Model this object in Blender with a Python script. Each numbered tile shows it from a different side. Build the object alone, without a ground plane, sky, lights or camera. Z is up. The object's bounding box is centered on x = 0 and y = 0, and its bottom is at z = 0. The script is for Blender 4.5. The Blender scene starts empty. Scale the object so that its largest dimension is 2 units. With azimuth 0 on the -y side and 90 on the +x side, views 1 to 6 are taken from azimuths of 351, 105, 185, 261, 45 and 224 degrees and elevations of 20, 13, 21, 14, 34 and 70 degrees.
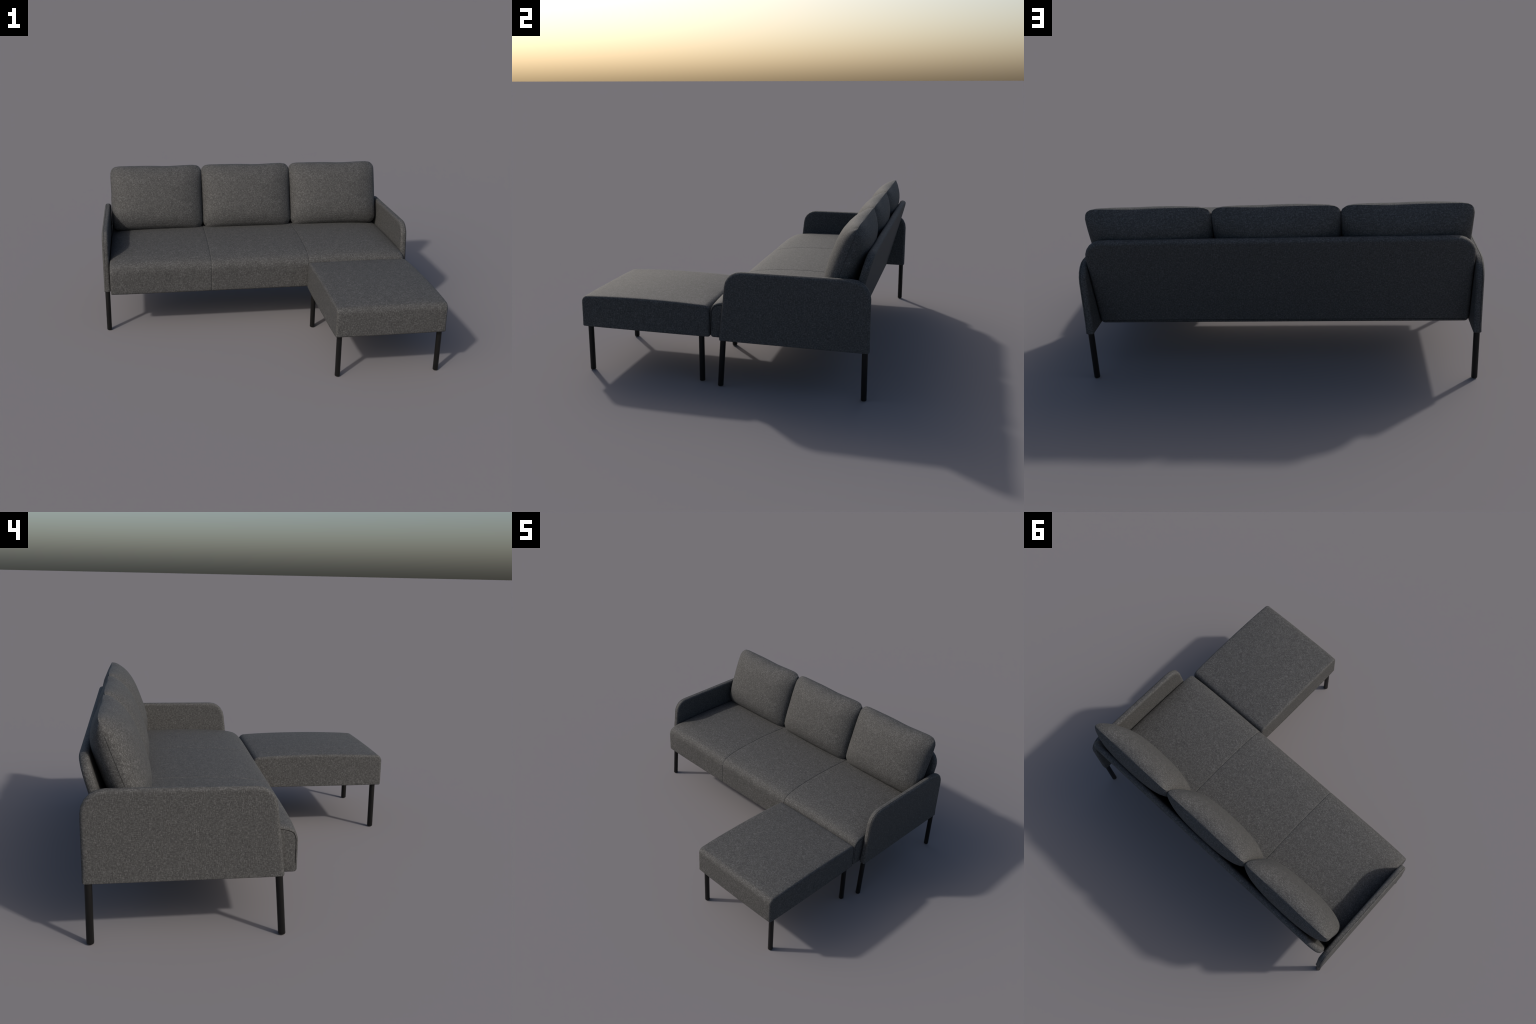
"""Three-seat fabric sofa with a matching footstool, black tube legs."""
import bpy, bmesh, math
from mathutils import Vector, Matrix

# ------------------------------------------------------------------ materials
def fabric(name, tint=1.0):
    """Grey melange upholstery: short yarn flecks along three thread
    directions, mixed with soft blotches, plus a fine woven bump."""
    m = bpy.data.materials.new(name)
    m.use_nodes = True
    nt = m.node_tree
    N, L = nt.nodes, nt.links
    bsdf = N["Principled BSDF"]
    co = N.new("ShaderNodeTexCoord")

    def noise(scale, detail=1.0, rough=0.5, base=1.0):
        mp = N.new("ShaderNodeMapping")
        mp.inputs["Scale"].default_value = scale
        L.new(co.outputs["Object"], mp.inputs["Vector"])
        n = N.new("ShaderNodeTexNoise")
        n.inputs["Scale"].default_value = base
        n.inputs["Detail"].default_value = detail
        n.inputs["Roughness"].default_value = rough
        L.new(mp.outputs["Vector"], n.inputs["Vector"])
        return n.outputs["Fac"]

    def math_node(op, a, b):
        n = N.new("ShaderNodeMath")
        n.operation = op
        for i, v in enumerate((a, b)):
            if isinstance(v, (int, float)):
                n.inputs[i].default_value = v
            else:
                L.new(v, n.inputs[i])
        return n.outputs[0]

    fine, long = 250.0, 72.0
    yarn_x = noise((long, fine, fine), 1.0)
    yarn_y = noise((fine, long, fine), 1.0)
    yarn_z = noise((fine, fine, long), 1.0)
    blot = noise((130, 130, 130), 2.0, 0.6)
    wide = noise((28, 28, 28), 2.0, 0.6)
    s = math_node("ADD", math_node("ADD", yarn_x, yarn_y), yarn_z)
    s = math_node("MULTIPLY", s, 0.243)
    s = math_node("ADD", s, math_node("MULTIPLY", blot, 0.19))
    s = math_node("ADD", s, math_node("MULTIPLY", wide, 0.08))
    ramp = N.new("ShaderNodeValToRGB")
    e = ramp.color_ramp.elements
    stops = [(0.39, (0.0305, 0.0306, 0.0302)), (0.475, (0.0446, 0.0446, 0.0440)),
             (0.525, (0.0592, 0.0591, 0.0583)), (0.62, (0.100, 0.0995, 0.098))]
    e[0].position, e[1].position = stops[0][0], stops[-1][0]
    for p, _ in stops[1:-1]:
        e.new(p)
    for el, (p, c) in zip(e, stops):
        el.position = p
        el.color = tuple(v * tint for v in c) + (1.0,)
    L.new(s, ramp.inputs["Fac"])
    L.new(ramp.outputs["Color"], bsdf.inputs["Base Color"])
    bsdf.inputs["Roughness"].default_value = 0.78
    bsdf.inputs["Specular IOR Level"].default_value = 0.4
    bump = N.new("ShaderNodeBump")
    bump.inputs["Strength"].default_value = 0.25
    bump.inputs["Distance"].default_value = 0.002
    L.new(s, bump.inputs["Height"])
    L.new(bump.outputs["Normal"], bsdf.inputs["Normal"])
    return m


def plain(name, colour, rough, spec=0.5):
    m = bpy.data.materials.new(name)
    m.use_nodes = True
    nt = m.node_tree
    b = nt.nodes["Principled BSDF"]
    co = nt.nodes.new("ShaderNodeTexCoord")
    n = nt.nodes.new("ShaderNodeTexNoise")
    n.inputs["Scale"].default_value = 260
    r = nt.nodes.new("ShaderNodeValToRGB")
    r.color_ramp.elements[0].position = 0.3
    r.color_ramp.elements[1].position = 0.7
    r.color_ramp.elements[0].color = tuple(v * 0.9 for v in colour) + (1,)
    r.color_ramp.elements[1].color = tuple(v * 1.1 for v in colour) + (1,)
    nt.links.new(co.outputs["Object"], n.inputs["Vector"])
    nt.links.new(n.outputs["Fac"], r.inputs["Fac"])
    nt.links.new(r.outputs["Color"], b.inputs["Base Color"])
    b.inputs["Roughness"].default_value = rough
    b.inputs["Specular IOR Level"].default_value = spec
    return m


FABRIC = fabric("grey_melange_fabric")
THREAD = plain("dark_seam_thread", (0.016, 0.016, 0.016), 0.9, 0.2)
STITCH = plain("grey_side_stitch", (0.026, 0.026, 0.0255), 0.9, 0.2)
METAL = plain("black_painted_steel", (0.0038, 0.0037, 0.0036), 0.48, 0.33)

# -------------------------------------------------------------------- helpers
def thing(name, label, category, loc):
    o = bpy.data.objects.new(name, None)
    o.location = loc
    o["label"], o["category"] = label, category
    bpy.context.scene.collection.objects.link(o)
    return o


def part(name, verts, faces, mat, parent, matrix=None, sharp=40):
    me = bpy.data.meshes.new(name)
    me.from_pydata([tuple(v) for v in verts], [], faces)
    bm = bmesh.new()
    bm.from_mesh(me)
    bmesh.ops.remove_doubles(bm, verts=bm.verts, dist=1e-6)
    bmesh.ops.recalc_face_normals(bm, faces=bm.faces)
    bm.to_mesh(me)
    bm.free()
    me.shade_smooth()
    me.set_sharp_from_angle(angle=math.radians(sharp))
    me.materials.append(mat)
    return place(name, me, parent, matrix)


def place(name, me, parent, matrix=None):
    o = bpy.data.objects.new(name, me)
    bpy.context.scene.collection.objects.link(o)
    o.parent = parent
    w = matrix or Matrix.Identity(4)
    o.matrix_local = Matrix.Translation(-parent.location) @ w
    return o


def rounded(corners, seg=6):
    """Closed outline from (a, b, radius) corners, fillets as arcs."""
    out, n = [], len(corners)
    for i, (a, b, r) in enumerate(corners):
        p = Vector((a, b))
        d0 = (Vector(corners[i - 1][:2]) - p).normalized()
        d1 = (Vector(corners[(i + 1) % n][:2]) - p).normalized()
        if r <= 0:
            out.append(p)
            continue
        half = d0.angle(d1) / 2
        t = r / math.tan(half)
        c = p + (d0 + d1).normalized() * (r / math.sin(half))
        v0, v1 = p + d0 * t - c, p + d1 * t - c
        ang = v0.angle_signed(v1)
        for k in range(seg + 1):
            q = v0.copy()
            q.rotate(Matrix.Rotation(-ang * k / seg, 2))
            out.append(c + q)
    return out


def resample(pts, step):
    """Insert points so that no side of the closed outline exceeds step."""
    out = []
    for i, p in enumerate(pts):
        q = pts[(i + 1) % len(pts)]
        k = max(1, math.ceil((q - p).length / step))
        out += [p.lerp(q, j / k) for j in range(k)]
    return out


def inset(pts, d):
    """Move each outline point inwards along its averaged normal."""
    n = len(pts)
    area = sum(pts[i - 1].cross(pts[i]) for i in range(n))
    sgn = 1 if area > 0 else -1
    out = []
    for i in range(n):
        t = (pts[(i + 1) % n] - pts[i - 1]).normalized()
        out.append(pts[i] + Vector((-t.y, t.x)) * d * sgn)
    return out


def loft(rings):
    """Quads between successive closed rings; n-gon caps."""
    n = len(rings[0])
    verts = [v for r in rings for v in r]
    faces = []
    for k in range(len(rings) - 1):
        for i in range(n):
            j = (i + 1) % n
            faces.append((k * n + i, k * n + j, (k + 1) * n + j, (k + 1) * n + i))
    faces.append(tuple(range(n)))
    faces.append(tuple(range((len(rings) - 1) * n, len(rings) * n)))
    return verts, faces


def cord(name, path, radius, parent, closed=True, sides=6, mat=None):
    """Thin seam thread along a 3D path."""
    path = [Vector(p) for p in path]
    n = len(path)
    rings = []
    for i, p in enumerate(path):
        a = path[i - 1] if (closed or i) else p
        b = path[(i + 1) % n] if (closed or i < n - 1) else p
        t = (b - a).normalized()
        u = t.cross(Vector((1, 0, 0)))
        u = (u if u.length > 1e-3 else t.cross(Vector((0, 0, 1)))).normalized()
        w = t.cross(u)
        rings.append([p + (u * math.cos(q) + w * math.sin(q)) * radius
                      for q in (2 * math.pi * k / sides for k in range(sides))])
    verts = [v for r in rings for v in r]
    faces = []
    for k in range(n if closed else n - 1):
        l = (k + 1) % n
        for i in range(sides):
            j = (i + 1) % sides
            faces.append((k * sides + i, k * sides + j, l * sides + j, l * sides + i))
    return part(name, verts, faces, mat or THREAD, parent, sharp=180)


def quarter(r, seg):
    """(advance, inset) pairs of a rounded rim, from the cap outwards."""
    return [(r - r * math.cos(a), r - r * math.sin(a))
            for a in (math.pi / 2 * k / seg for k in range(seg + 1))]


def tube_leg(name, foot, top, radius, parent):
    foot, top = Vector(foot), Vector(top)
    prof = [(0.0, radius - 0.004), (0.0012, radius - 0.0012), (0.004, radius)]
    seg = 24
    rings = []
    for h, r in prof + [(top.z - foot.z, radius)]:
        c = foot.lerp(top, h / (top.z - foot.z))
        rings.append([c + Vector((r * math.cos(2 * math.pi * k / seg),
                                  r * math.sin(2 * math.pi * k / seg), 0))
                      for k in range(seg)])
    v, f = loft(rings)
    return part(name, v, f, METAL, parent, sharp=50)


# ----------------------------------------------------------------------- sofa
sofa = thing("sofa", "low three-seat sofa in dark grey melange fabric, black tube legs",
             "sofa", (0, 0.4, 0))

ARM_OUT, ARM_IN = 1.0, 0.960
# arm panel outline (y, z): front edge leans back, both top corners round
ARM = rounded([(0.010, 0.259, 0.010), (0.8165, 0.259, 0.010),
               (0.8165, 0.643, 0.098), (0.052, 0.643, 0.090)], 5)
ARM = resample(ARM, 0.05)


def arm_rings(side):
    rim = 0.015
    seam_x = 0.0115            # seam sits this far in from the outer face
    prof = [(x, d) for x, d in quarter(rim, 5) if x < seam_x - 0.003]
    prof += [(seam_x - 0.0016, 0.0004), (seam_x, 0.0022), (seam_x + 0.0016, 0.0002)]
    prof += [(0.04 - x, d) for x, d in reversed(quarter(rim, 5))]
    prof = [(0.0, rim + 0.006)] + prof + [(0.04, rim + 0.006)]
    rings = []
    for x, d in prof:
        ring = []
        for p, q in zip(ARM, inset(ARM, d)):
            k = min(1.0, 0.3 + max(0.0, (p.y - 0.259) / 0.03))   # crisp lower edge
            p = p.lerp(q, k)
            ring.append(Vector((side * (ARM_OUT - x), p.x, p.y)))
        rings.append(ring)
    return rings, seam_x


for side in (-1, 1):
    rings, seam_x = arm_rings(side)
    v, f = loft(rings)
    arm = part("armrest", v, f, FABRIC, sofa)
    path = [(side * (ARM_OUT - seam_x), p.x, p.y) for p in inset(ARM, 0.0022) if p.y > 0.275]
    cord("seam", path, 0.0008, sofa, closed=False)
    tube_leg("leg", (side * 0.980, 0.013, 0), (side * 0.980, 0.032, 0.270), 0.0155, sofa)
    tube_leg("leg", (side * 0.980, 0.793, 0), (side * 0.980, 0.793, 0.270), 0.0155, sofa)

# --- seat: lofted along x from (y, z) sections, crowned, three panels
SEAT_HALF, PANEL = 0.957, 0.317
SEAT_TOP = 0.452


def spline(pts, y):
    """Smooth (Catmull-Rom) height through (y, z) control points."""
    n = len(pts)
    for i in range(n - 1):
        if y <= pts[i + 1][0] or i == n - 2:
            break
    (y0, z0), (y1, z1) = pts[i], pts[i + 1]
    zm, zp = pts[max(i - 1, 0)], pts[min(i + 2, n - 1)]
    m0 = (z1 - zm[1]) / (y1 - zm[0])
    m1 = (zp[1] - z0) / (zp[0] - y0)
    h = y1 - y0
    t = (y - y0) / h
    return ((2 * t ** 3 - 3 * t * t + 1) * z0 + (t ** 3 - 2 * t * t + t) * h * m0
            + (3 * t * t - 2 * t ** 3) * z1 + (t ** 3 - t * t) * h * m1)


# front roll and crown, given as (distance along the roll, y, z) at the middle
# of the sofa and at its ends
ROLL_MID = [(0, -0.053, 0.300), (1, -0.054, 0.395), (2, -0.052, 0.424), (3, -0.044, 0.446),
            (4, -0.029, 0.463), (5, -0.005, 0.475), (6, 0.045, 0.487), (7, 0.140, 0.498),
            (8, 0.300, 0.505), (9, 0.470, 0.502), (10, 0.690, 0.490)]
ROLL_END = [(0, -0.0475, 0.300), (1, -0.048, 0.395), (2, -0.044, 0.419), (3, -0.034, 0.437),
            (4, -0.016, 0.446), (5, 0.006, 0.451), (6, 0.045, 0.454), (7, 0.140, 0.457),
            (8, 0.300, 0.457), (9, 0.470, 0.456), (10, 0.690, 0.454)]


def seat_section(x, d=0.0):
    end = min(1.0, abs(x) / SEAT_HALF)
    mid = (1 - end ** 6) ** 0.375
    bow = 1 - end ** 9
    u = (abs(x) % (2 * PANEL)) / PANEL          # 1 at a seam, 0 mid panel
    puff = 0.0025 * (1 - abs(u if u <= 1 else 2 - u) ** 2.0) - 0.0028
    out = []
    for k in range(0, 41):
        q = k / 4
        ym, zm = spline([(c[0], c[1]) for c in ROLL_MID], q), spline([(c[0], c[2]) for c in ROLL_MID], q)
        ye, ze = spline([(c[0], c[1]) for c in ROLL_END], q), spline([(c[0], c[2]) for c in ROLL_END], q)
        lift = puff * min(1.0, q / 6) * mid
        out.append(Vector((ye + (ym - ye) * bow, ze + (zm - ze) * mid + lift)))
    out.append(Vector((0.700, 0.470)))
    y0, z0, rad = out[0].x, 0.262, 0.014         # slanted back, then underside
    out += [Vector((0.656 + (y0 + 0.03 - 0.656) * k / 10, z0)) for k in range(11)]
    out += [Vector((y0 + rad - rad * math.sin(a), z0 + rad - rad * math.cos(a)))
            for a in (math.pi / 2 * k / 5 for k in range(6))]
    if d:
        out = inset(out, d)
    return [Vector((x, p.x, p.y)) for p in out]


def seat_profile():
    """(x, inset) list from one end to the other with seam grooves."""
    h = SEAT_HALF
    end = [(h - 0.0005, 0.0118), (h - 0.0008, 0.0105), (h - 0.0030, 0.0085), (h - 0.0006, 0.0065),
           (h - 0.0014, 0.0035), (h - 0.0034, 0.0012), (h - 0.0065, 0.0)]
    xs = [(-x, d) for x, d in end]
    stops = [-h + 0.03 + (h - 0.03 - PANEL - 0.03) * k / 12 for k in range(13)]
    xs += [(x, 0) for x in stops]
    groove = [(-0.012, 0), (-0.004, 0.0003), (-0.0014, 0.0009), (0, 0.0026),
              (0.0014, 0.0009), (0.004, 0.0003), (0.012, 0)]
    xs += [(-PANEL + g, d) for g, d in groove]
    xs += [(-PANEL + 0.03 + (2 * PANEL - 0.06) * k / 12, 0) for k in range(13)]
    xs += [(PANEL + g, d) for g, d in groove]
    xs += [(-x, 0) for x in reversed(stops)]
    xs += [(x, d) for x, d in reversed(end)]
    return xs


rings = [seat_section(x, d) for x, d in seat_profile()]
for ring in rings[2:3] + rings[-3:-2]:          # the end groove stops above the underside
    for p in ring:
        if p.z < 0.285:
            p.x = math.copysign(SEAT_HALF - 0.0007, p.x)
v, f = loft(rings)
seat = part("seat", v, f, FABRIC, sofa)
for s in (-1, 1):
    cord("seam", seat_section(s * PANEL, 0.0024), 0.0007, sofa, mat=STITCH)
    path = [p for p in seat_section(s * (SEAT_HALF - 0.0012), 0.0085) if p.z > 0.285 and p.y < 0.6]
    cord("seam", path, 0.0016, sofa, closed=False)

# --- backrest: tilted padded board behind the cushions
TILT_BACK = math.atan(0.268)
Z0, Y0, BOARD_T = 0.260, 0.688, 0.041
BOARD_H = (0.761 - Z0) / math.cos(TILT_BACK)
BOARD = resample(rounded([(-0.957, 0, 0.022), (0.957, 0, 0.022),
                          (0.957, BOARD_H, 0.098), (-0.957, BOARD_H, 0.098)], 6), 0.06)
rim = [(0.0, 0.026)] + quarter(0.018, 6)
prof = rim + [(BOARD_T - x, d) for x, d in reversed(rim)]
v, f = loft([[Vector((p.x, -x, p.y)) for p in inset(BOARD, d)] for x, d in prof])
lean = Matrix.Translation((0, Y0, Z0)) @ Matrix.Rotation(-TILT_BACK, 4, "X")
part("backrest", v, f, FABRIC, sofa, lean)

# --- back cushions: knife-edged pillows, sewn around the rim
TILT = math.atan(0.36)
CUSH_W, CUSH_H = 0.316, 0.226      # half width, half height along the slope
FRONT, REAR = 0.101, 0.094


def spread(levels, inner, power, expo):
    """Half-range samples 0..1, dense where the pillow rounds off."""
    edge = [(1 - g ** (1 / expo)) ** (1 / power) for g in levels]
    body = [inner * k / 9 for k in range(10)]
    vals = sorted(set(body + [e for e in edge if e > inner + 0.01]))
    return [-x for x in reversed(vals) if x > 0] + vals


SX, ST = (2.6, 0.36), (2.6, 0.60)
# per face: (power, exponent) across, (power, exponent, softening) up the slope;
# the softening keeps the sewn crest a crease instead of a round
SHAPE = {-1: ((2.5, 0.42), (3.0, 0.50, 0.008)), 1: ((2.6, 0.36), (3.7, 1.0, 0.0))}
S = spread([0, .12, .25, .38, .5, .6, .69, .77], 0.90, *SX)
T = spread([0, .08, .16, .25, .34, .43, .52], 0.88, *ST)


def pillow_point(s, t, face):
    (n, q), (m, p, e) = SHAPE[face]
    if face < 0 and t < 0:          # fuller where it rests on the seat
        p = 0.47
    g = max(0.0, 1 - abs(s) ** n) ** q
    h = ((1 - abs(t) ** m + e) ** p - e ** p) / ((1 + e) ** p - e ** p)
    # outline: rectangle whose corners are pulled in to a round
    x, z = CUSH_W * s, CUSH_H * t
    r = 0.055
    ax, az = abs(x) - (CUSH_W - r), abs(z) - (CUSH_H - r)
    if ax > 0 and az > 0:
        big = max(ax, az)
        k = big / math.hypot(ax, az)
        ax, az = ax * k, az * k
        x = math.copysign(CUSH_W - r + ax, x)
        z = math.copysign(CUSH_H - r + az, z)
    if t > 0:                       # slightly wavy crest
        z += -0.005 * math.exp(-((s - 0.25) / 0.3) ** 2) * t ** 4
        x += 0.004 * t * s
    depth = (-FRONT if face < 0 else REAR) * g * h
    return Vector((x, depth, z))


ns, nt_ = len(S), len(T)
verts, faces = [], []
for face in (-1, 1):
    base = len(verts)
    verts += [pillow_point(s, t, face) for t in T for s in S]
    for j in range(nt_ - 1):
        for i in range(ns - 1):
            a = base + j * ns + i
            faces.append((a, a + 1, a + ns + 1, a + ns))
crest = Vector((0, 0.740, 0.909))
up = Vector((0, math.sin(TILT), math.cos(TILT)))
mid = crest - up * CUSH_H
first = None
for k in (-1, 0, 1):
    m = Matrix.Translation((0.633 * k, mid.y, mid.z)) @ Matrix.Rotation(-TILT, 4, "X")
    if first is None:
        first = part("back_cushion", verts, faces, FABRIC, sofa, m, sharp=42)
    else:
        place("back_cushion", first.data, sofa, m)
    for side in (-1, 1):
        # side seam, barely proud of the cover
        path = [m @ (pillow_point(side, t, -1) + Vector((side * 0.0002, 0, 0)))
                for t in (-0.8 + 1.5 * q / 24 for q in range(25))]
        cord("seam", path, 0.0008, sofa, closed=False, mat=STITCH)

# ------------------------------------------------------------------ footstool
stool = thing("footstool", "rectangular padded footstool in dark grey fabric, black legs",
              "footstool", (0.634, -0.434, 0))
OX0, OX1, OY0, OY1 = 0.310, 0.959, -0.8135, -0.054


def stool_section(x, d):
    cx, hw = (OX0 + OX1) / 2, (OX1 - OX0) / 2
    ends = max(0.0, 1 - (abs(x - cx) / hw) ** 2.4)
    base = resample(rounded([(OY0, 0.2615, 0.011), (OY1, 0.2615, 0.011),
                             (OY1, 0.437, 0.032), (OY0, 0.437, 0.032)], 6), 0.035)
    out = []
    for p, q in zip(base, inset(base, d)):
        p = p.lerp(q, min(1.0, 0.35 + max(0.0, (p.y - 0.2625) / 0.03)))
        y, z = p
        u = (y - (OY0 + OY1) / 2) / ((OY1 - OY0) / 2)
        if z > 0.36:
            w = (z - 0.36) / 0.077
            z += w * max(0.0, 1 - u ** 2) ** 0.8 * (0.012 + 0.012 * ends)
        # upholstery bows out slightly between the corners
        y += 0.0035 * u * abs(u) ** 3 * ends
        xx = x + 0.004 * ((x - cx) / hw) ** 5 * max(0.0, 1 - u ** 4)
        out.append(Vector((xx, y, z)))
    return out


rim = [(0.0, 0.018)] + quarter(0.012, 5)
w = OX1 - OX0
prof = [(OX0 + x, d) for x, d in rim]
prof += [(OX0 + 0.03 + (w - 0.06) * k / 18, 0) for k in range(19)]
prof += [(OX1 - x, d) for x, d in reversed(rim)]
v, f = loft([stool_section(x, d) for x, d in prof])
part("padded_top", v, f, FABRIC, stool)
for x in (0.341, 0.936):
    for y in (-0.773, -0.107):
        tube_leg("leg", (x, y, 0), (x, y, 0.275), 0.0155, stool)
